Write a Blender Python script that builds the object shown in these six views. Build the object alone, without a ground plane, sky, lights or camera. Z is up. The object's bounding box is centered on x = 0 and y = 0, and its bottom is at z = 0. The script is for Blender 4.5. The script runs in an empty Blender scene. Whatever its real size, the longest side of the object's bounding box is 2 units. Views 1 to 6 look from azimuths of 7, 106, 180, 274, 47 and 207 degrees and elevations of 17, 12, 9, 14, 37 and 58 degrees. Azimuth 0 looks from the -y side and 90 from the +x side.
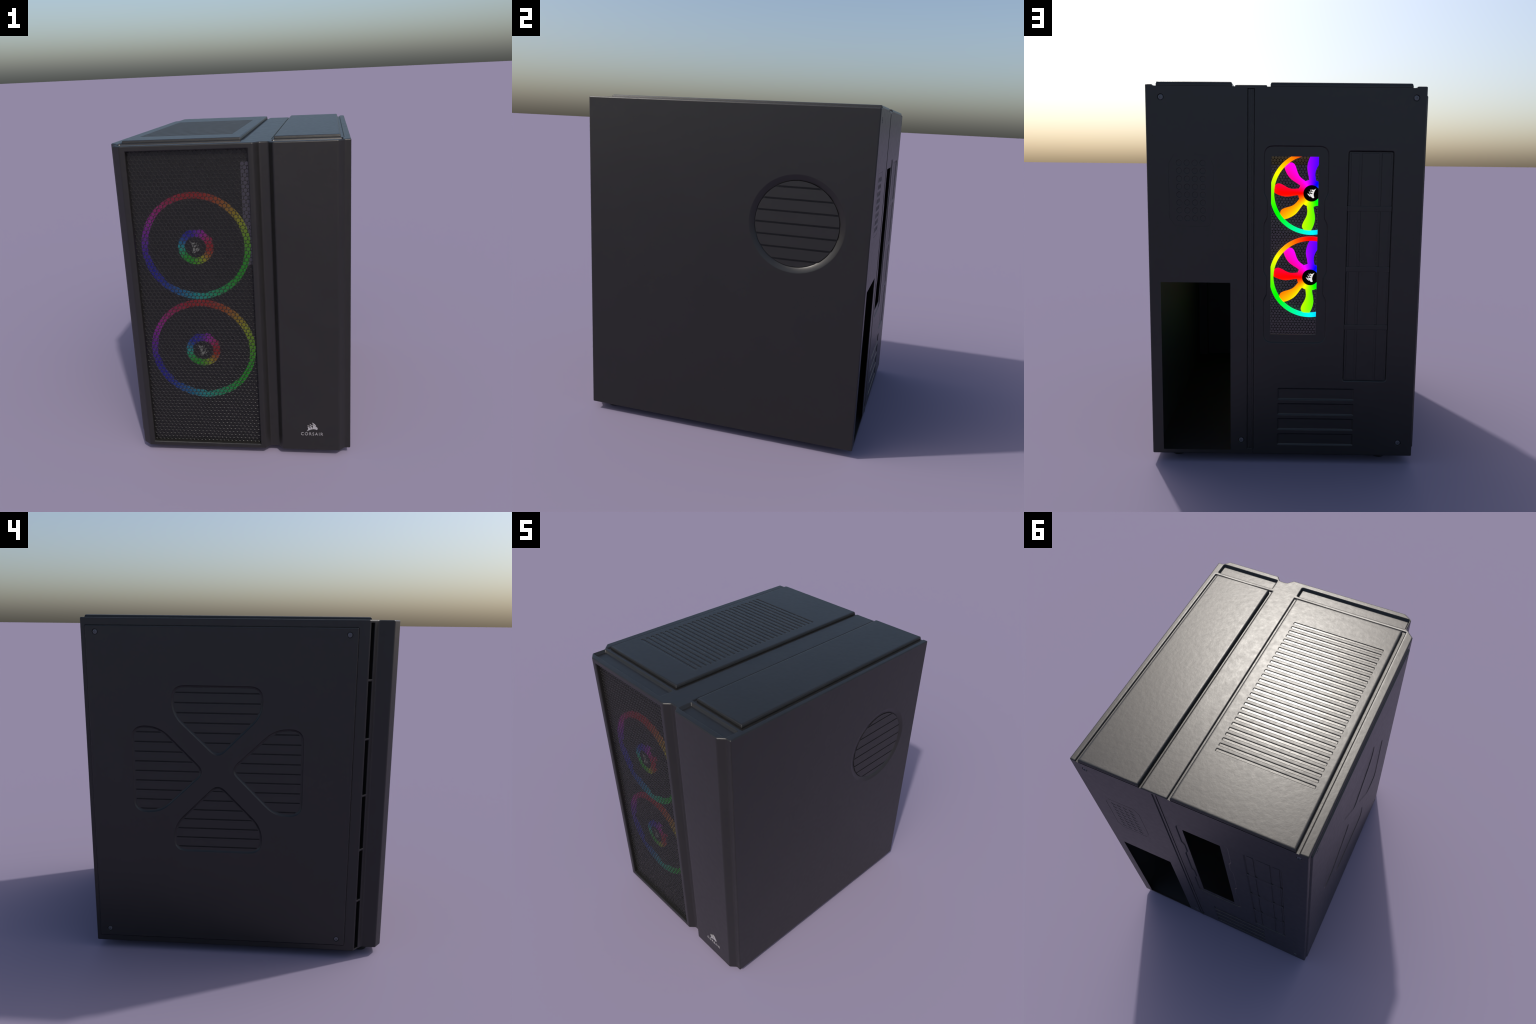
"""Dark tower computer case: shell, top covers, louvred vents, honeycomb front, two lit fans."""
import bpy, bmesh, math
from mathutils import Vector, Matrix

# ------------------------------------------------------------------ sizes (m)
XR, XL = 0.704, -0.694          # right wall, left wall of the body
XP = -0.704                     # face of the raised left side panel
YF, YS, YB = -0.873, -0.838, 0.870   # front face, front step, back
ZB, ZT, ZP = 0.045, 1.985, 2.000     # underside, top rail, top cover
MESH_X, MESH_Z = (-0.557, 0.138), (0.075, 1.953)
FAN_X, FAN_Z = -0.204, (1.377, 0.708)

# ------------------------------------------------------------------ materials
def nodes_of(name):
    m = bpy.data.materials.new(name)
    m.use_nodes = True
    nt = m.node_tree
    nt.nodes.clear()
    return m, nt, nt.nodes, nt.links

def painted(name, base, rough, spec=0.5, metallic=0.0, bump=0.25, grain=1.0, speck=True, soft=0.0):
    """Powder-coated dark metal: soft hammered grain, faint specks."""
    m, nt, N, L = nodes_of(name)
    out = N.new('ShaderNodeOutputMaterial')
    p = N.new('ShaderNodeBsdfPrincipled')
    tc = N.new('ShaderNodeTexCoord')
    big = N.new('ShaderNodeTexNoise'); big.inputs['Scale'].default_value = 5.0
    big.inputs['Detail'].default_value = 4
    mid = N.new('ShaderNodeTexNoise'); mid.inputs['Scale'].default_value = 30 * grain
    mid.inputs['Detail'].default_value = 6; mid.inputs['Roughness'].default_value = 0.6
    L.new(tc.outputs['Object'], big.inputs['Vector'])
    L.new(tc.outputs['Object'], mid.inputs['Vector'])
    cr = N.new('ShaderNodeValToRGB')
    cr.color_ramp.elements[0].position = 0.3; cr.color_ramp.elements[1].position = 0.7
    cr.color_ramp.elements[0].color = (*[c * 0.93 for c in base], 1)
    cr.color_ramp.elements[1].color = (*[c * 1.07 for c in base], 1)
    L.new(big.outputs['Fac'], cr.inputs['Fac'])
    col = cr.outputs['Color']
    if speck:
        clump = N.new('ShaderNodeTexNoise'); clump.inputs['Scale'].default_value = 7.0
        clump.inputs['Detail'].default_value = 2
        vo = N.new('ShaderNodeTexVoronoi'); vo.inputs['Scale'].default_value = 42
        L.new(tc.outputs['Object'], clump.inputs['Vector'])
        L.new(tc.outputs['Object'], vo.inputs['Vector'])
        a = N.new('ShaderNodeMath'); a.operation = 'LESS_THAN'; a.inputs[1].default_value = 0.16
        b = N.new('ShaderNodeMath'); b.operation = 'GREATER_THAN'; b.inputs[1].default_value = 0.60
        c = N.new('ShaderNodeMath'); c.operation = 'MULTIPLY'
        L.new(vo.outputs['Distance'], a.inputs[0]); L.new(clump.outputs['Fac'], b.inputs[0])
        L.new(a.outputs[0], c.inputs[0]); L.new(b.outputs[0], c.inputs[1])
        mx = N.new('ShaderNodeMix'); mx.data_type = 'RGBA'
        mx.inputs['B'].default_value = (*[v * 0.6 for v in base], 1)
        L.new(c.outputs[0], mx.inputs['Factor']); L.new(col, mx.inputs['A'])
        col = mx.outputs['Result']
    L.new(col, p.inputs['Base Color'])
    mr = N.new('ShaderNodeMapRange')
    mr.inputs['From Min'].default_value = 0.3; mr.inputs['From Max'].default_value = 0.7
    mr.inputs['To Min'].default_value = rough - 0.03; mr.inputs['To Max'].default_value = rough + 0.03
    L.new(mid.outputs['Fac'], mr.inputs['Value']); L.new(mr.outputs['Result'], p.inputs['Roughness'])
    bp = N.new('ShaderNodeBump'); bp.inputs['Strength'].default_value = bump
    bp.inputs['Distance'].default_value = 0.003
    if soft:
        bv = N.new('ShaderNodeBevel'); bv.samples = 6; bv.inputs['Radius'].default_value = soft
        L.new(bv.outputs['Normal'], bp.inputs['Normal'])
    L.new(mid.outputs['Fac'], bp.inputs['Height']); L.new(bp.outputs['Normal'], p.inputs['Normal'])
    p.inputs['Metallic'].default_value = metallic
    p.inputs['Specular IOR Level'].default_value = spec
    L.new(p.outputs['BSDF'], out.inputs['Surface'])
    return m

def plain(name, base, rough, metallic=0.0, spec=0.5):
    m, nt, N, L = nodes_of(name)
    out = N.new('ShaderNodeOutputMaterial'); p = N.new('ShaderNodeBsdfPrincipled')
    tc = N.new('ShaderNodeTexCoord'); nz = N.new('ShaderNodeTexNoise')
    nz.inputs['Scale'].default_value = 60
    L.new(tc.outputs['Object'], nz.inputs['Vector'])
    cr = N.new('ShaderNodeValToRGB')
    cr.color_ramp.elements[0].color = (*[c * 0.9 for c in base], 1)
    cr.color_ramp.elements[1].color = (*[c * 1.1 for c in base], 1)
    L.new(nz.outputs['Fac'], cr.inputs['Fac']); L.new(cr.outputs['Color'], p.inputs['Base Color'])
    p.inputs['Roughness'].default_value = rough
    p.inputs['Metallic'].default_value = metallic
    p.inputs['Specular IOR Level'].default_value = spec
    L.new(p.outputs['BSDF'], out.inputs['Surface'])
    return m

def rainbow_light(name, turn, strength=1.08):
    """LED colour wheel: hue runs with the angle about the fan axis (object coordinates)."""
    m, nt, N, L = nodes_of(name)
    out = N.new('ShaderNodeOutputMaterial')
    tc = N.new('ShaderNodeTexCoord'); sp = N.new('ShaderNodeSeparateXYZ')
    L.new(tc.outputs['Object'], sp.inputs[0])
    at = N.new('ShaderNodeMath'); at.operation = 'ARCTAN2'
    L.new(sp.outputs['X'], at.inputs[0]); L.new(sp.outputs['Z'], at.inputs[1])  # 0 at +z, grows to +x
    sc = N.new('ShaderNodeMath'); sc.operation = 'MULTIPLY_ADD'
    sc.inputs[1].default_value = 1 / (2 * math.pi); sc.inputs[2].default_value = turn + 1.0
    L.new(at.outputs[0], sc.inputs[0])
    fr = N.new('ShaderNodeMath'); fr.operation = 'FRACT'; L.new(sc.outputs[0], fr.inputs[0])
    hs = N.new('ShaderNodeCombineColor'); hs.mode = 'HSV'
    hs.inputs[1].default_value = 1.0; hs.inputs[2].default_value = 1.0
    L.new(fr.outputs[0], hs.inputs[0])
    p = N.new('ShaderNodeBsdfPrincipled')
    p.inputs['Base Color'].default_value = (0.02, 0.02, 0.02, 1)
    p.inputs['Roughness'].default_value = 0.6
    gm = N.new('ShaderNodeGamma'); gm.inputs['Gamma'].default_value = 2.2
    L.new(hs.outputs[0], gm.inputs['Color'])
    L.new(gm.outputs[0], p.inputs['Emission Color'])
    p.inputs['Emission Strength'].default_value = strength
    L.new(p.outputs['BSDF'], out.inputs['Surface'])
    return m

def smoked(name, base, rough, see):
    """Dark translucent filter sheet: lets a fixed share of light straight through."""
    m, nt, N, L = nodes_of(name)
    out = N.new('ShaderNodeOutputMaterial'); mx = N.new('ShaderNodeMixShader')
    p = N.new('ShaderNodeBsdfPrincipled'); g = N.new('ShaderNodeBsdfGlass')
    p.inputs['Base Color'].default_value = (*base, 1); p.inputs['Roughness'].default_value = rough
    g.inputs['IOR'].default_value = 1.0; g.inputs['Roughness'].default_value = 0.0
    mx.inputs[0].default_value = see
    L.new(p.outputs[0], mx.inputs[1]); L.new(g.outputs[0], mx.inputs[2])
    L.new(mx.outputs[0], out.inputs['Surface'])
    return m

CASE = painted('case_paint', (0.0108, 0.0102, 0.0094), 0.355, spec=0.52, bump=0.17, soft=0.008)
FINE = painted('fine_paint', (0.0108, 0.0102, 0.0094), 0.375, spec=0.53, bump=0.15)
GLOSS = painted('slit_gloss', (0.0108, 0.0102, 0.0094), 0.27, spec=0.53, bump=0.12, speck=False)
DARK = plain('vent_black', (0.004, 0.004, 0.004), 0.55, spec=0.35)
GRILLE = plain('grille_paint', (0.011, 0.0105, 0.010), 0.36, spec=0.5)
GRILLE_BACK = smoked('grille_back', (0.004, 0.004, 0.004), 0.6, 0.3)
INNER = plain('inner_sheet', (0.010, 0.010, 0.011), 0.6)
RUBBER = plain('rubber', (0.008, 0.008, 0.008), 0.8)
STEEL = plain('screw_steel', (0.11, 0.113, 0.125), 0.35, metallic=0.5)
SILVER = plain('badge_silver', (0.39, 0.38, 0.39), 0.3, metallic=0.3)
BLACK = plain('hub_black', (0.004, 0.004, 0.004), 0.6)
PANE = smoked('smoked_filter', (0.0075, 0.0072, 0.0072), 0.40, 0.305)
RING_LED = rainbow_light('ring_led', 0.0)
HUB_LED = rainbow_light('hub_led', -0.25)
def glow(name, v):
    m, nt, N, L = nodes_of(name)
    out = N.new('ShaderNodeOutputMaterial'); p = N.new('ShaderNodeBsdfPrincipled')
    p.inputs['Base Color'].default_value = (0.3, 0.3, 0.3, 1)
    p.inputs['Emission Color'].default_value = (1, 0.98, 0.96, 1)
    p.inputs['Emission Strength'].default_value = v
    L.new(p.outputs[0], out.inputs['Surface'])
    return m
EMBLEM_LED = glow('emblem_led', 0.85)

# ------------------------------------------------------------------ helpers
def new_object(name, mesh, parent=None, mat=None):
    o = bpy.data.objects.new(name, mesh)
    bpy.context.scene.collection.objects.link(o)
    if parent is not None:
        o.parent = parent
    if mat is not None:
        mesh.materials.clear(); mesh.materials.append(mat)
    return o

def mesh_from(verts, faces, name='part'):
    me = bpy.data.meshes.new(name)
    me.from_pydata([tuple(v) for v in verts], [], faces)
    bm = bmesh.new(); bm.from_mesh(me)
    bmesh.ops.recalc_face_normals(bm, faces=bm.faces[:])
    bm.to_mesh(me); bm.free(); me.update()
    return me

def offset_poly(pts, d):
    """Inset (d>0) or outset (d<0) a closed counter-clockwise outline with mitred corners."""
    area = sum(a[0] * b[1] - b[0] * a[1] for a, b in zip(pts, pts[1:] + pts[:1]))
    s = 1 if area > 0 else -1
    n = len(pts); res = []
    for i in range(n):
        p0, p1, p2 = (Vector(pts[i - 1]), Vector(pts[i]), Vector(pts[(i + 1) % n]))
        e1 = (p1 - p0).normalized(); e2 = (p2 - p1).normalized()
        n1 = Vector((-e1.y, e1.x)) * s; n2 = Vector((-e2.y, e2.x)) * s
        b = n1 + n2
        k = max(b.length_squared / 2, 0.35)
        q = p1 + b * (d / k)
        res.append((q.x, q.y))
    return res

def loft(outline, layers, place):
    """Closed solid through offset copies of one outline. layers: (depth, inset)."""
    verts, faces, n = [], [], len(outline)
    for dep, ins in layers:
        ring = offset_poly(outline, ins) if abs(ins) > 1e-9 else outline
        verts += [place(u, v, dep) for u, v in ring]
    for k in range(len(layers) - 1):
        for i in range(n):
            j = (i + 1) % n
            faces.append((k * n + i, k * n + j, (k + 1) * n + j, (k + 1) * n + i))
    faces.append(tuple(range(n)))
    faces.append(tuple(range((len(layers) - 1) * n, len(layers) * n)))
    return mesh_from(verts, faces)

def pocket(outline, depth, place, lip=0.003, taper=0.0, over=0.02, sink=None):
    """Cutter for a recess with a rounded lip (lip wide, sink deep) and optional sloping walls."""
    sink = lip if sink is None else sink
    arc = [(sink * (1 - math.cos(a)), -lip * (1 - math.sin(a))) for a in (0, 0.4, 0.8, 1.2, 1.57)] if lip else [(0, 0)]
    layers = [(-over, -lip)] + arc + [(depth, taper)]
    return loft(outline, layers, place)

BACK = lambda u, v, d: (u, YB - d, v)
FRONT = lambda u, v, d: (u, YF + d, v)
LEFT = lambda u, v, d: (XP + d, u, v)
RIGHT = lambda u, v, d: (XR - d, u, v)
TOP = lambda u, v, d: (u, v, ZT - d)
COVER = lambda u, v, d: (u, v, ZP - d)

def rect(x0, x1, y0, y1):
    return [(x0, y0), (x1, y0), (x1, y1), (x0, y1)]

def circle(cx, cy, r, n=32, ph=0.0):
    return [(cx + r * math.cos(ph + 2 * math.pi * i / n), cy + r * math.sin(ph + 2 * math.pi * i / n)) for i in range(n)]

def round_corners(pts, radii, seg=5):
    """Replace corners by arcs (quadratic), radius per corner."""
    res, n = [], len(pts)
    if not hasattr(radii, '__len__'):
        radii = [radii] * n
    for i in range(n):
        p0, p1, p2 = Vector(pts[i - 1]), Vector(pts[i]), Vector(pts[(i + 1) % n])
        r = min(radii[i], (p0 - p1).length * 0.48, (p2 - p1).length * 0.48)
        if r < 1e-5:
            res.append(pts[i]); continue
        a = p1 + (p0 - p1).normalized() * r; b = p1 + (p2 - p1).normalized() * r
        for k in range(seg + 1):
            t = k / seg
            q = a * (1 - t) ** 2 + p1 * 2 * t * (1 - t) + b * t * t
            res.append((q.x, q.y))
    return res

def apply_mods(o):
    dg = bpy.context.evaluated_depsgraph_get()
    me = bpy.data.meshes.new_from_object(o.evaluated_get(dg))
    o.modifiers.clear(); old = o.data; o.data = me
    if old.users == 0:
        bpy.data.meshes.remove(old)

def boolean(target, cutter_meshes, op='DIFFERENCE'):
    """One boolean with all cutters joined (cutters must not overlap each other)."""
    bm = bmesh.new()
    for me in cutter_meshes:
        bm.from_mesh(me)
    j = bpy.data.meshes.new('cutters'); bm.to_mesh(j); bm.free()
    c = bpy.data.objects.new('cutters', j)
    bpy.context.scene.collection.objects.link(c)
    m = target.modifiers.new('b', 'BOOLEAN'); m.operation = op; m.solver = 'EXACT'; m.object = c
    apply_mods(target)
    bpy.data.objects.remove(c); bpy.data.meshes.remove(j)
    for me in cutter_meshes:
        if me.users == 0:
            bpy.data.meshes.remove(me)

def bevel(o, w, seg=3, ang=25):
    m = o.modifiers.new('v', 'BEVEL'); m.width = w; m.segments = seg
    m.limit_method = 'ANGLE'; m.angle_limit = math.radians(ang); m.miter_outer = 'MITER_ARC'
    apply_mods(o)

def smooth_weighted(o, ang=38):
    me = o.data
    for p in me.polygons:
        p.use_smooth = True
    me.set_sharp_from_angle(angle=math.radians(ang))
    m = o.modifiers.new('w', 'WEIGHTED_NORMAL'); m.keep_sharp = True; m.mode = 'FACE_AREA'; m.weight = 80
    apply_mods(o)

# ------------------------------------------------------------------ top level
case = bpy.data.objects.new('computer_case', None)
bpy.context.scene.collection.objects.link(case)
case['label'] = 'black tower computer case with honeycomb front and glowing rainbow fans'
case['category'] = 'computer case'

# ------------------------------------------------------------------ shell
plan = [(XR, YS), (0.671, YS), (0.634, YF), (0.280, YF), (0.252, YS), (0.202, YS), (0.168, YF),
        (-0.590, YF), (-0.640, YS), (-0.640, -0.752), (XL, -0.701), (XL, YB), (XR, YB)]
shell = new_object('shell', loft(plan, [(ZT - ZB, 0), (0, 0)], TOP))
bevel(shell, 0.0065, 4, 20)
slab = new_object('slab', loft(rect(-0.646, 0.846, 0.082, 1.946), [(0, 0), (0.05, 0)], LEFT))
bevel(slab, 0.0095, 4)
boolean(shell, [slab.data.copy()], 'UNION')
bpy.data.objects.remove(slab)

# cavity and openings
cavity = [(0.690, -0.829), (0.690, 0.861), (-0.688, 0.861), (-0.688, -0.640), (-0.590, -0.690), (-0.590, -0.829),
          (0.290, -0.829), (0.297, -0.864), (0.620, -0.864), (0.628, -0.829)]
boolean(shell, [loft(cavity, [(ZT - 1.963, 0), (ZT - 0.049, 0)], TOP)])
boolean(shell, [pocket(rect(*MESH_X, *MESH_Z), 0.0325, FRONT, lip=0.007)])
boolean(shell, [loft(rect(MESH_X[0], MESH_X[1], MESH_Z[0], 1.953), [(0.028, 0), (0.06, 0)], FRONT)])

# top: channels round the covers, and two trays behind the front edge
boolean(shell, [pocket(rect(0.257, 0.668, -0.728, 0.95), 0.008, TOP, lip=0.009, sink=0.005),
                pocket(rect(-0.642, 0.099, -0.728, 0.95), 0.008, TOP, lip=0.009, sink=0.005)])
boolean(shell, [pocket(round_corners(rect(0.268, 0.661, -0.836, -0.750), 0.008, 3), 0.0170, TOP, lip=0.005, taper=0.007),
                pocket(round_corners(rect(-0.631, 0.092, -0.836, -0.750), 0.008, 3), 0.0170, TOP, lip=0.005, taper=0.007)])

# back: frame recess round the window, window, power-supply opening
def waisted(x0, x1, z0, z1):
    k = 0.016
    side = [(1.296, 0), (1.328, k), (1.422, k), (1.456, 0)]
    low = [(0.899, 0), (0.931, k), (1.020, k), (1.049, 0)]
    pr = [(x1 - d, z) for z, d in low + side]
    pl = [(x0 + d, z) for z, d in reversed(low + side)]
    return [(x0, z0), (x1, z0)] + pr + [(x1, z1), (x0, z1)] + pl
w = waisted(-0.212, 0.109, 0.674, 1.688)
radii = [0.045 if z < 0.70 or z > 1.66 else 0.008 for x, z in w]
frame_outline = round_corners(w, radii, 5)
boolean(shell, [pocket(frame_outline, 0.0042, BACK, lip=0.007, sink=0.0034, taper=0.003)])
boolean(shell, [loft(rect(-0.164, 0.075, 0.716, 1.638), [(-0.02, 0), (0.04, 0)], BACK),
                loft(rect(0.283, 0.645, 0.0685, 0.989), [(-0.02, 0), (0.04, 0)], BACK)])
# thin the sheet behind the power-supply opening
boolean(shell, [loft(rect(0.235, 0.684, 0.0500, 1.04), [(0.003, 0), (0.03, 0)], BACK)])
# vertical bead, slots, vent dimples, expansion bay, screw seats
slots = [pocket(round_corners(rect(-0.372, 0.031, z, z + 0.062), 0.006, 3), 0.0045, BACK, lip=0.004, sink=0.002, taper=0.006)
         for z in (0.103, 0.189, 0.273, 0.358)]
seam = [pocket(rect(0.161, 0.195, 0.078, 1.968), 0.0045, BACK, lip=0.002, taper=0.003)]
holes = [pocket(circle(0.421 + 0.04 * i, 1.322 + 0.04 * j, 0.0140, 20), 0.0016, BACK, lip=0.0012, sink=0.0008, taper=0.0015)
         for i in range(4) for j in range(8)]
bay = [pocket(round_corners(rect(-0.540, -0.313, 0.466, 1.668), 0.012, 4), 0.0052, BACK, lip=0.006, sink=0.0025, taper=0.004)]
screw_back = [(0.627, 1.923), (-0.640, 1.929), (0.226, 0.126), (-0.617, 0.121)]
screw_left = [(0.786, 1.908), (-0.596, 1.905), (0.784, 0.131), (-0.595, 0.127)]
seats = [pocket(circle(x, z, 0.0155, 20), 0.005, BACK, lip=0.002) for x, z in screw_back]
boolean(shell, slots + seam + holes + bay + seats)
vent_outline = [(0.592, 1.325), (0.592, 1.598), (0.566, 1.641), (0.395, 1.641), (0.367, 1.596), (0.367, 1.328), (0.393, 1.283), (0.562, 1.283)]
def line_groove(outline, width, depth, place):
    """Thin engraved line that follows a closed outline: ring-shaped cutter."""
    a, b = offset_poly(outline, -width / 2), offset_poly(outline, width / 2)
    n = len(a); verts, faces = [], []
    for d in (-0.01, depth):
        verts += [place(u, v, d) for u, v in a] + [place(u, v, d) for u, v in b]
    for i in range(n):
        j = (i + 1) % n
        faces += [(i, j, n + j, n + i), (2 * n + i, 2 * n + j, 3 * n + j, 3 * n + i),
                  (i, j, 2 * n + j, 2 * n + i), (n + i, n + j, 3 * n + j, 3 * n + i)]
    return mesh_from(verts, faces)
boolean(shell, [line_groove(vent_outline, 0.0025, 0.0012, BACK)])

# right wall: round bowl with a soft rim
CIRC = (0.458, 1.340)
bowl = [(-0.02, -0.038), (0.0, -0.038), (0.0005, -0.033), (0.0016, -0.026), (0.0036, -0.016), (0.0062, -0.006), (0.0085, -0.001), (0.0100, 0.0)]
boolean(shell, [loft(circle(*CIRC, 0.2405, 96), bowl, RIGHT)])

# left wall: four petals of a clover
top_petal = [(-0.139, 1.466), (-0.139, 1.624), (0.371, 1.624), (0.371, 1.460), (0.114, 1.213)]
bottom_petal = [(0.371, 0.812), (0.371, 0.653), (-0.140, 0.653), (-0.140, 0.812), (0.114, 1.070)]
rear_petal = [(0.446, 1.394), (0.603, 1.394), (0.603, 0.887), (0.446, 0.887), (0.186, 1.134)]
front_petal = [(-0.368, 1.391), (-0.210, 1.391), (0.046, 1.149), (-0.212, 0.885), (-0.368, 0.885)]
petals = []
for pts, tip in ((top_petal, 4), (bottom_petal, 4), (rear_petal, 4), (front_petal, 2)):
    radii = [0.045 if i == tip else (0.085 if True else 0) for i in range(5)]
    # the two corners next to the tip are blunt, the outer two wide
    petals.append(round_corners(pts, [0.06 if i == tip else 0.075 for i in range(5)], 6))
boolean(shell, [pocket(p, 0.0092, LEFT, lip=0.003, sink=0.0012, taper=0.015) for p in petals]
        + [pocket(circle(y, z, 0.0155, 20), 0.005, LEFT, lip=0.002) for y, z in screw_left])

# slotted gap between the front panel and the left wall
GD = Vector((XL + 0.640, -0.701 + 0.752)).normalized(); GN = Vector((GD.y, -GD.x))
GAP = lambda u, v, d: (-0.640 + GD.x * u + GN.x * d, -0.752 + GD.y * u + GN.y * d, v)
ribs = [0.052, 0.370, 0.690, 1.016, 1.341, 1.666, 1.976]
GAP_SLOTS = [(a + 0.006, b - 0.006) for a, b in zip(ribs, ribs[1:])]
boolean(shell, [loft([(0.033, z0), (0.067, z0), (0.067, z1), (0.033, z1)], [(-0.02, 0), (0.032, 0)], GAP) for z0, z1 in GAP_SLOTS])

smooth_weighted(shell, 30)

RELIEF = 2.2
def split_shell(o):
    """Separate the one smooth shell into named panels; border vertices and normals stay shared."""
    me = o.data
    cn = [tuple(n.vector) for n in me.corner_normals]
    groups = {}
    for p in me.polygons:
        c = p.center
        if -0.6885 < c.x < 0.6905 and (c.y > -0.8295 or (0.285 < c.x < 0.63 and c.y > -0.8645)) and c.y < 0.8615 and 0.0485 < c.z < 1.9635 and not (c.x < -0.59 and c.y < -0.645 and p.normal.length and c.x + c.y * 0.7 < -1.08):
            k = 'chassis'
        elif c.z > 1.946 and not (c.y < -0.82 and c.z < 1.975 and abs(p.normal.z) < 0.9 and c.y < -0.84) \
                and not (p.normal.z < -0.5):
            k = 'top_panel'
        elif c.z < 0.053:
            k = 'base_panel'
        elif c.y < -0.699:
            k = 'front_panel'
        elif c.y > 0.845 and c.x > -0.6999:
            k = 'back_panel'
        elif c.x < 0:
            k = 'side_panel'
        else:
            k = 'side_panel.001'
        groups.setdefault(k, []).append(p.index)
    made = {}
    for k in sorted(groups):
        vmap, verts, faces, normals = {}, [], [], []
        for fi in groups[k]:
            p = me.polygons[fi]; f = []
            for li in p.loop_indices:
                vi = me.loops[li].vertex_index
                if vi not in vmap:
                    vmap[vi] = len(verts); verts.append(tuple(me.vertices[vi].co))
                f.append(vmap[vi]); normals.append(cn[li])
            faces.append(f)
        part = bpy.data.meshes.new(k.split('.')[0])
        part.from_pydata(verts, [], faces)
        for p in part.polygons:
            p.use_smooth = True
        axis = {'side_panel': (0,), 'side_panel.001': (0,), 'back_panel': (1,)}.get(k)
        if axis:   # deepen the shading of the shallow pressed relief
            ax = axis[0]
            flat = []
            for fi in groups[k]:
                p = me.polygons[fi]
                flat += [tuple(p.normal) if abs(p.normal[ax]) > 0.999 else None for _ in p.loop_indices]
            for q, n in enumerate(normals):
                if flat[q]:
                    normals[q] = flat[q]
                elif 0.45 < abs(n[ax]) < 0.9995:
                    v = Vector([c * (1.0 if i == ax else RELIEF) for i, c in enumerate(n)]).normalized()
                    normals[q] = tuple(v)
        part.normals_split_custom_set(normals)
        made[k] = new_object(k.split('.')[0], part, case, INNER if k == 'chassis' else (CASE if k in ('top_panel', 'front_panel', 'base_panel') else FINE))
    bpy.data.objects.remove(o)
    return made
panels = split_shell(shell)
BACKP, LEFTP, RIGHTP = panels['back_panel'], panels['side_panel'], panels['side_panel.001']
FRONTP = panels['front_panel']

# ------------------------------------------------------------------ louvre slats
def slat_mesh(place, u0, u1, z_low, z_high, d_low, d_high, thick=0.0025):
    vs = []
    for u in (u0, u1):
        vs += [place(u, z_low, d_low), place(u, z_high, d_high),
               place(u, z_high, d_high + thick), place(u, z_low, d_low + thick)]
    return mesh_from(vs, [(0, 1, 2, 3), (4, 5, 6, 7), (0, 1, 5, 4), (1, 2, 6, 5), (2, 3, 7, 6), (3, 0, 4, 7)])

def louvres(outline, place, lines, parent, d_low, d_high, gap, grow=-0.001):
    us = [p[0] for p in outline]; vs = [p[1] for p in outline]
    u0, u1, v0, v1 = min(us), max(us), min(vs), max(vs)
    edges = [v1 + 0.05] + [z for z in lines if v0 < z < v1] + [v0 - 0.05]
    for hi, lo in zip(edges, edges[1:]):
        pitch = lines[0] - lines[1]
        zl, zh = lo + gap / 2, hi - gap / 2
        dl = d_low if lo in lines else d_low + (d_high - d_low) * 0.0
        if hi == edges[0]:
            zh = lo + pitch - gap / 2
        if lo == edges[-1]:
            zl = hi - pitch + gap / 2
        o = new_object('vent_slat', slat_mesh(place, u0 - 0.02, u1 + 0.02, zl, zh, dl, d_high), parent, FINE)
        boolean(o, [loft(outline, [(-0.01, grow), (0.06, grow)], place)], 'INTERSECT')
        if len(o.data.polygons) < 4:
            bpy.data.objects.remove(o); continue
        o.data.materials.clear(); o.data.materials.append(FINE)

lines_left = [1.585 - 0.0563 * i for i in range(17)]
for p in petals:
    louvres(p, LEFT, lines_left, LEFTP, 0.0042, 0.0056, 0.008, grow=0.0100)
    new_object('gap_shadow_plate', loft(p, [(0.0086, 0.0135), (0.0096, 0.0135)], LEFT), LEFTP, DARK)  # near-black plate: deep-gap shadow painted behind slats set too shallow to cast it
lines_right = [1.544 - 0.0678 * i for i in range(7)]
louvres(circle(*CIRC, 0.2405, 64), RIGHT, lines_right, RIGHTP, 0.0045, 0.0066, 0.011, grow=0.0)
new_object('gap_shadow_plate', loft(circle(*CIRC, 0.2395, 64), [(0.0090, 0.0), (0.0103, 0.0)], RIGHT), RIGHTP, DARK)

def box(name, u0, u1, v0, v1, d0, d1, place, parent, mat, b=0.0015):
    o = new_object(name, loft(rect(u0, u1, v0, v1), [(d0, 0), (d1, 0)], place), parent, mat)
    if b:
        bevel(o, b, 2, 60)
        o.data.materials.clear(); o.data.materials.append(mat)
    smooth_weighted(o, 38)
    return o
# ------------------------------------------------------------------ top covers
def stepped_cover(x0, x1, y0, y1, slits=()):
    edge = [(0.006 * (1 - math.sin(a)), 0.002 + 0.012 * (1 - math.cos(a))) for a in (0, 0.3, 0.6, 0.9, 1.2, 1.57)]
    o = new_object('top_cover', loft(rect(x0, x1, y0, y1), [(0.024, 0), (0.0115, 0), (0.0100, 0.002)] + edge, COVER), case, CASE)
    if slits:
        boolean(o, [pocket(rect(*s), 0.0065, COVER, lip=0.0) for s in slits])
        for x0, x1, y0, y1 in slits:
            box('vent_strip', x0 + 0.0018, x1 - 0.0018, y0 + 0.0022, y1 - 0.0018, 0.0028, 0.0070, COVER, o, GLOSS, 0.0)
    smooth_weighted(o, 38)
    o.data.materials.clear(); o.data.materials.append(CASE)
    return o
stepped_cover(0.272, 0.650, -0.716, 0.868)
pitch = (0.498 + 0.520) / 27
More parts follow.
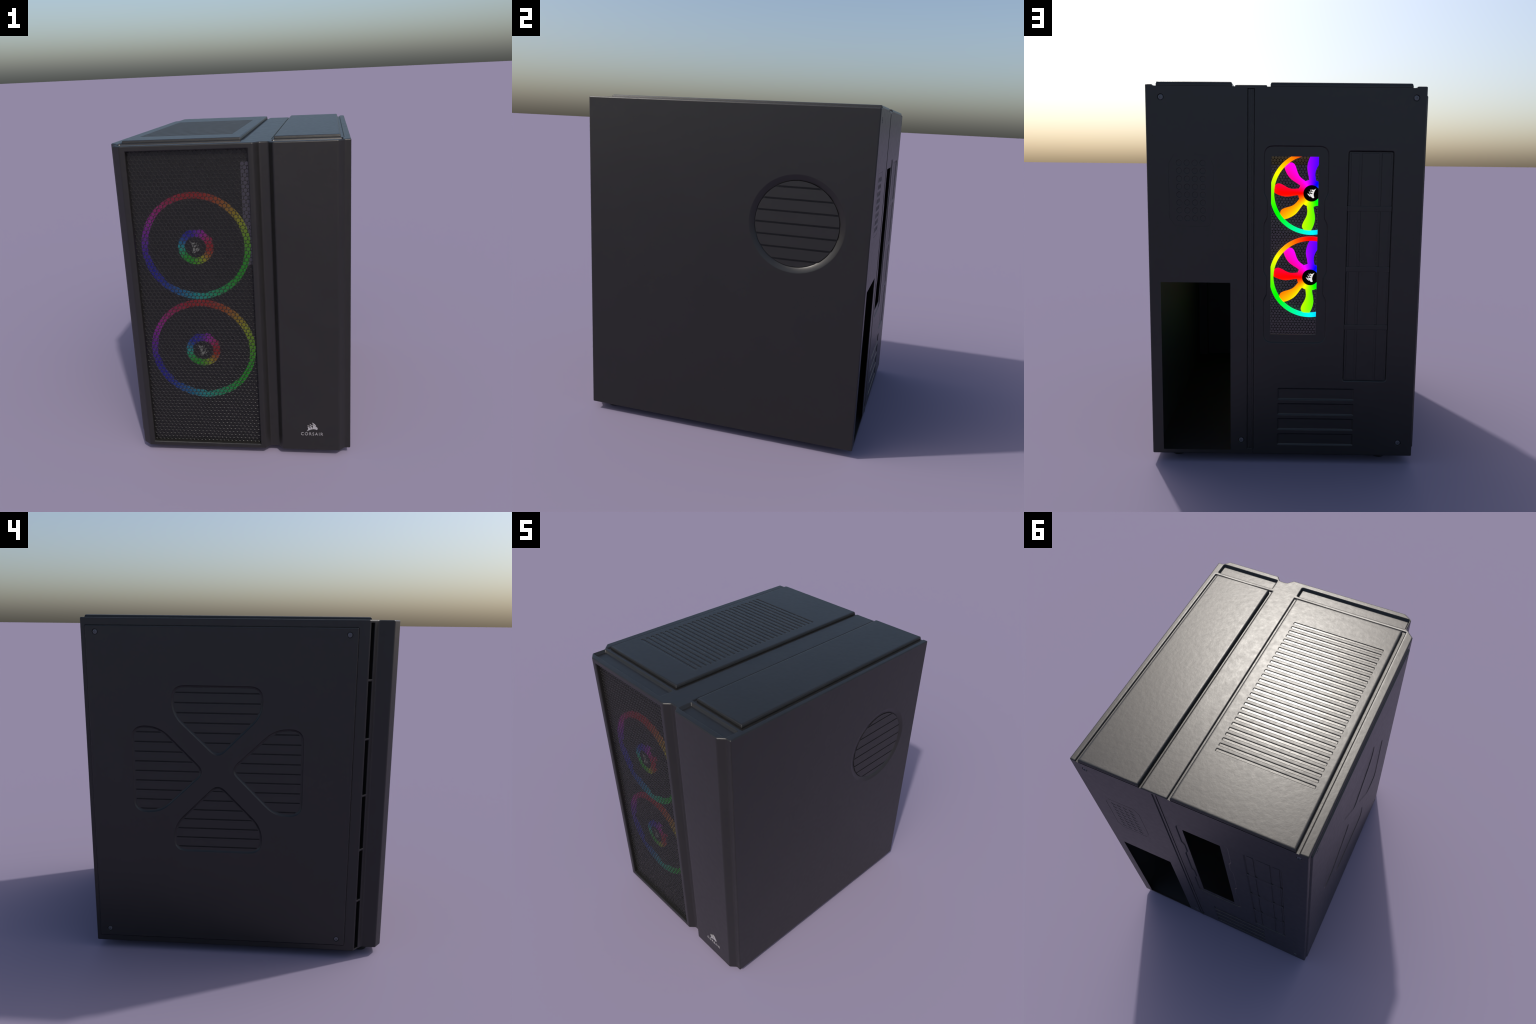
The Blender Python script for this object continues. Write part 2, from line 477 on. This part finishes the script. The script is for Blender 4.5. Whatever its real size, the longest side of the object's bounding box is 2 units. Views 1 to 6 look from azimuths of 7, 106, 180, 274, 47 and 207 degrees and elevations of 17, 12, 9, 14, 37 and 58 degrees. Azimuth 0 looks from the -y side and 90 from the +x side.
stepped_cover(-0.623, 0.082, -0.716, 0.868,
              [(-0.571, 0.005, -0.520 + pitch * i, -0.503 + pitch * i) for i in range(28)])

# ------------------------------------------------------------------ expansion bay on the back
for x0, x1 in ((-0.526, -0.481), (-0.468, -0.381), (-0.367, -0.327)):
    box('slot_cover', x0, x1, 0.476, 1.658, 0.0020, 0.006, BACK, BACKP, FINE, 0.002)
for z in (1.380, 1.068, 0.760):
    box('cross_bar', -0.538, -0.312, z - 0.014, z + 0.014, 0.0002, 0.006, BACK, BACKP, FINE, 0.004)
box('seam_bead', 0.1735, 0.1825, 0.080, 1.966, 0.0015, 0.005, BACK, BACKP, FINE, 0.0012)
box('seam_tab', 0.166, 0.190, 0.050, 0.080, -0.002, 0.003, BACK, BACKP, FINE, 0.0015)

for z0, z1 in GAP_SLOTS:
    new_object('side_vent', loft([(0.033, z0), (0.067, z0), (0.067, z1), (0.033, z1)], [(0.0305, -0.002), (0.033, -0.002)], GAP), FRONTP, DARK)

# ------------------------------------------------------------------ screws
def screw_mesh():
    """Domed head with a hexagon socket, axis along +z, base at z=0."""
    prof = [(0.0125, 0.0), (0.0125, 0.003), (0.0115, 0.0042), (0.0075, 0.0048)]
    n = 24; verts, faces = [], []
    for r, z in prof:
        verts += [(r * math.cos(2 * math.pi * i / n), r * math.sin(2 * math.pi * i / n), z) for i in range(n)]
    def hexr(a, r):
        a = (a % (math.pi / 3)) - math.pi / 6
        return r * math.cos(math.pi / 6) / math.cos(a)
    for z in (0.0048, 0.001):
        for i in range(n):
            a = 2 * math.pi * i / n
            verts.append((hexr(a, 0.0065) * math.cos(a), hexr(a, 0.0065) * math.sin(a), z))
    for k in range(5):
        for i in range(n):
            j = (i + 1) % n
            faces.append((k * n + i, k * n + j, (k + 1) * n + j, (k + 1) * n + i))
    faces.append(tuple(range(5 * n, 6 * n))); faces.append(tuple(range(n)))
    return mesh_from(verts, faces, 'screw')
SCREW = screw_mesh(); SCREW.materials.append(STEEL)
for x, z in screw_back:
    s = new_object('screw', SCREW, BACKP); s.location = (x, YB - 0.005, z); s.rotation_euler = (-math.pi / 2, 0, 0)
for y, z in screw_left:
    s = new_object('screw', SCREW, LEFTP); s.location = (XP + 0.005, y, z); s.rotation_euler = (0, -math.pi / 2, 0)

# ------------------------------------------------------------------ feet
def foot_mesh():
    prof = [(0.030, 0.0), (0.038, 0.002), (0.041, 0.008), (0.041, 0.047)]
    n = 40; verts, faces = [], []
    for r, z in prof:
        verts += [(r * math.cos(2 * math.pi * i / n), r * math.sin(2 * math.pi * i / n), z) for i in range(n)]
    for k in range(3):
        for i in range(n):
            j = (i + 1) % n
            faces.append((k * n + i, k * n + j, (k + 1) * n + j, (k + 1) * n + i))
    faces += [tuple(range(n)), tuple(range(3 * n, 4 * n))]
    return mesh_from(verts, faces, 'foot')
FOOT = foot_mesh(); FOOT.materials.append(RUBBER)
for x, y, k in ((0.580, 0.758, 1.0), (-0.530, 0.758, 1.0), (0.596, -0.735, 1.05), (-0.555, -0.752, 1.05)):
    f = new_object('foot', FOOT, panels['base_panel']); f.location = (x, y, 0); f.scale = (k, k, 1)

# ------------------------------------------------------------------ honeycomb grille and filter sheet
def honeycomb(x0, x1, z0, z1, pitch, hole, y_front, y_back):
    """Perforated sheet: hexagonal cells, each with a round hole; front faces and hole walls."""
    verts, faces = [], []
    R = pitch / math.sqrt(3); row = pitch * math.sqrt(3) / 2
    nr = int((z1 - z0) / row) + 1; nc = int((x1 - x0) / pitch) + 1
    for r in range(nr):
        for c in range(nc):
            cx = x0 + pitch * (c + 0.5 * (r % 2)); cz = z0 + row * r
            base = len(verts)
            hexa = [(cx + R * math.cos(math.pi / 6 + k * math.pi / 3), cz + R * math.sin(math.pi / 6 + k * math.pi / 3)) for k in range(6)]
            rim = []
            for k in range(6):
                a, b = Vector(hexa[k]), Vector(hexa[(k + 1) % 6])
                rim += [tuple(a), tuple((a + b) / 2)]
            for p in rim:
                verts.append((p[0], y_front, p[1]))
            for rr, yy in ((hole + 0.0008, y_front), (hole, y_front + 0.0008), (hole, y_back)):
                for k in range(12):
                    an = math.pi / 6 + k * math.pi / 6
                    verts.append((cx + rr * math.cos(an), yy, cz + rr * math.sin(an)))
            for k in range(12):
                j = (k + 1) % 12
                for t in range(3):
                    faces.append((base + t * 12 + k, base + t * 12 + j, base + (t + 1) * 12 + j, base + (t + 1) * 12 + k))
    me = bpy.data.meshes.new('mesh_grille')
    me.from_pydata(verts, [], faces); me.update()
    return me
PITCH = 0.0250
g = new_object('mesh_grille', honeycomb(MESH_X[0] - 0.004, MESH_X[1] + 0.008, MESH_Z[0] - 0.004, MESH_Z[1] + 0.012, PITCH, 0.0117, -0.8484, -0.8462), FRONTP, GRILLE)
bm = bmesh.new(); bm.from_mesh(g.data)
flip = [f for f in bm.faces if abs(f.normal.y) > 0.9 and f.normal.y > 0]
if flip:
    bmesh.ops.reverse_faces(bm, faces=bm.faces[:])
bm.to_mesh(g.data); bm.free()
pane = box('filter_sheet', MESH_X[0] - 0.012, MESH_X[1] + 0.012, MESH_Z[0] - 0.01, MESH_Z[1] + 0.01,
           0.0270, 0.0288, FRONT, FRONTP, PANE, 0)
rear_grid = new_object('rear_grille', honeycomb(MESH_X[0] - 0.004, MESH_X[1] + 0.008, MESH_Z[0] - 0.004, MESH_Z[1] + 0.012, PITCH, 0.0114, -0.8432, -0.8441), FRONTP, GRILLE_BACK)

g['kind'] = 'stuff'; rear_grid['kind'] = 'stuff'

# ------------------------------------------------------------------ emblem (sail mark) and lettering
S = 1.0
SAIL = [  # centimetre-scale outline of the badge, u to the right, v up (m)
    [(-0.0345, -0.0295), (-0.0215, -0.0220), (-0.0100, -0.0165), (0.0060, -0.0125), (0.0190, -0.0135), (0.0300, -0.0180),
     (0.0335, -0.0130), (0.0345, -0.0085), (0.0315, -0.0020), (0.0235, 0.0050), (0.0120, 0.0128), (0.0000, 0.0180),
     (0.0045, 0.0105), (0.0055, 0.0030), (0.0030, -0.0060), (-0.0010, -0.0120), (0.0005, -0.0050), (-0.0005, -0.0002),
     (-0.0085, 0.0070), (-0.0165, 0.0118), (-0.0120, 0.0050), (-0.0100, -0.0025), (-0.0112, -0.0090), (-0.0135, -0.0135), (-0.0125, -0.0080),
     (-0.0140, -0.0043), (-0.0215, 0.0000), (-0.0300, 0.0030), (-0.0255, -0.0045), (-0.0250, -0.0125), (-0.0290, -0.0220)],
    [(0.0005, 0.0330), (0.0130, 0.0250), (0.0225, 0.0150), (0.0240, 0.0085), (0.0215, 0.0095), (0.0105, 0.0170), (0.0045, 0.0240)],
    [(-0.0150, 0.0230), (-0.0075, 0.0185), (-0.0015, 0.0120), (-0.0020, 0.0085), (-0.0065, 0.0115), (-0.0105, 0.0165)],
    [(-0.0290, 0.0138), (-0.0225, 0.0110), (-0.0172, 0.0062), (-0.0178, 0.0032), (-0.0215, 0.0058), (-0.0250, 0.0098)],
]
def emblem_mesh(place, thick):
    bm = bmesh.new()
    for poly in SAIL:
        me = loft(poly, [(0, 0), (thick * 0.5, -0.0), (thick, -0.0)], place)
        bm.from_mesh(me); bpy.data.meshes.remove(me)
    bmesh.ops.recalc_face_normals(bm, faces=bm.faces[:])
    me = bpy.data.meshes.new('emblem'); bm.to_mesh(me); bm.free()
    return me
EX, EZ = 0.466, 0.2110
new_object('emblem', emblem_mesh(lambda u, v, d: (EX + u, YF - 0.0022 + d, EZ + v), 0.004), FRONTP, SILVER)

cu = bpy.data.curves.new('lettering', 'FONT')
cu.body = 'CORSAIR'; cu.size = 1.0; cu.space_character = 1.28; cu.extrude = 0.01; cu.offset = -0.012; cu.align_x = 'CENTER'
tmp = bpy.data.objects.new('t', cu); bpy.context.scene.collection.objects.link(tmp)
tm = bpy.data.meshes.new_from_object(tmp.evaluated_get(bpy.context.evaluated_depsgraph_get()))
bpy.data.objects.remove(tmp)
xs = [v.co.x for v in tm.vertices]; ys = [v.co.y for v in tm.vertices]
sx = 0.137 / (max(xs) - min(xs)); sz = 0.0205 / (max(ys) - min(ys))
for v in tm.vertices:
    x, y, z = v.co
    v.co = (0.4645 + (x - (max(xs) + min(xs)) / 2) * sx, YF - 0.0005 - z * 0.12, 0.1525 + (y - min(ys)) * sz)
tm.update()
bmx = bmesh.new(); bmx.from_mesh(tm); bmesh.ops.recalc_face_normals(bmx, faces=bmx.faces[:]); bmx.to_mesh(tm); bmx.free()
new_object('lettering', tm, FRONTP, SILVER)

# ------------------------------------------------------------------ fans
def tube_ring(r_out, r_in, y0, y1, n=128):
    verts, faces = [], []
    for r, y in ((r_out, y0), (r_out, y1), (r_in, y1), (r_in, y0)):
        verts += [(r * math.cos(2 * math.pi * i / n), y, r * math.sin(2 * math.pi * i / n)) for i in range(n)]
    for k in range(4):
        for i in range(n):
            j = (i + 1) % n; k2 = (k + 1) % 4
            faces.append((k * n + i, k * n + j, k2 * n + j, k2 * n + i))
    return mesh_from(verts, faces, 'fan')
def disc(r, y0, y1, n=64, name='disc'):
    return loft(circle(0, 0, r, n), [(y0, 0), (y1, 0)], lambda u, v, d: (u, d, v))

# blade outline: distance out along the blade, and sideways (m)
PX = 0.000574
BLADE = [(150, 52), (182, 58), (240, 48), (290, 50), (340, 68), (390, 97), (440, 117), (478, 110), (510, 68), (522, 25), (512, -6), (470, -32),
         (410, -53), (350, -62), (290, -55), (230, -41), (182, -34), (150, -36)]
def blade_mesh(angle):
    """angle in the x-z plane as seen from the back; sideways tilt pitches the blade."""
    pts = [(a * PX * (1 + 0.015 * max(0, a - 350) / 170), b * PX) for a, b in BLADE]
    ax = Vector((math.cos(angle), math.sin(angle))); side = Vector((ax.y, -ax.x))
    def place(u, v, d):
        q = ax * u + side * v
        return (-q.x, d + 0.10 * v, q.y)
    me = loft(round_corners(pts, 0.012, 3), [(-0.0035, 0), (0.0035, 0)], place)
    me.materials.append(HUB_LED); me.materials.append(BLACK)
    for p in me.polygons:
        p.material_index = 1 if p.normal.y < 0.3 else 0
    return me
BLADE_MESHES = [blade_mesh(math.radians(178 + 45.4 * k - 0.0)) for k in range(8)]
RING = tube_ring(0.327, 0.294, -0.013, 0.013)
HUB = tube_ring(0.105, 0.0645, -0.014, 0.016, 64)
CAP = disc(0.066, -0.012, 0.014)
def turned(face_y, sgn):
    # badge turned a quarter clockwise as seen from the front
    return lambda u, v, d: (v * 1.08 - 0.002, face_y + sgn * d, -u * 1.08)
EMB = emblem_mesh(turned(-0.0135, 1), 0.029)
for z in FAN_Z:
    fan = new_object('fan', RING, case); fan.location = (FAN_X, -0.808, z)
    if not RING.materials:
        RING.materials.append(RING_LED); HUB.materials.append(HUB_LED); CAP.materials.append(BLACK); EMB.materials.append(EMBLEM_LED)
    new_object('fan_hub', HUB, fan); new_object('fan_cap', CAP, fan); new_object('fan_emblem', EMB, fan)
    for bmesh_data in BLADE_MESHES:
        new_object('fan_blade', bmesh_data, fan)
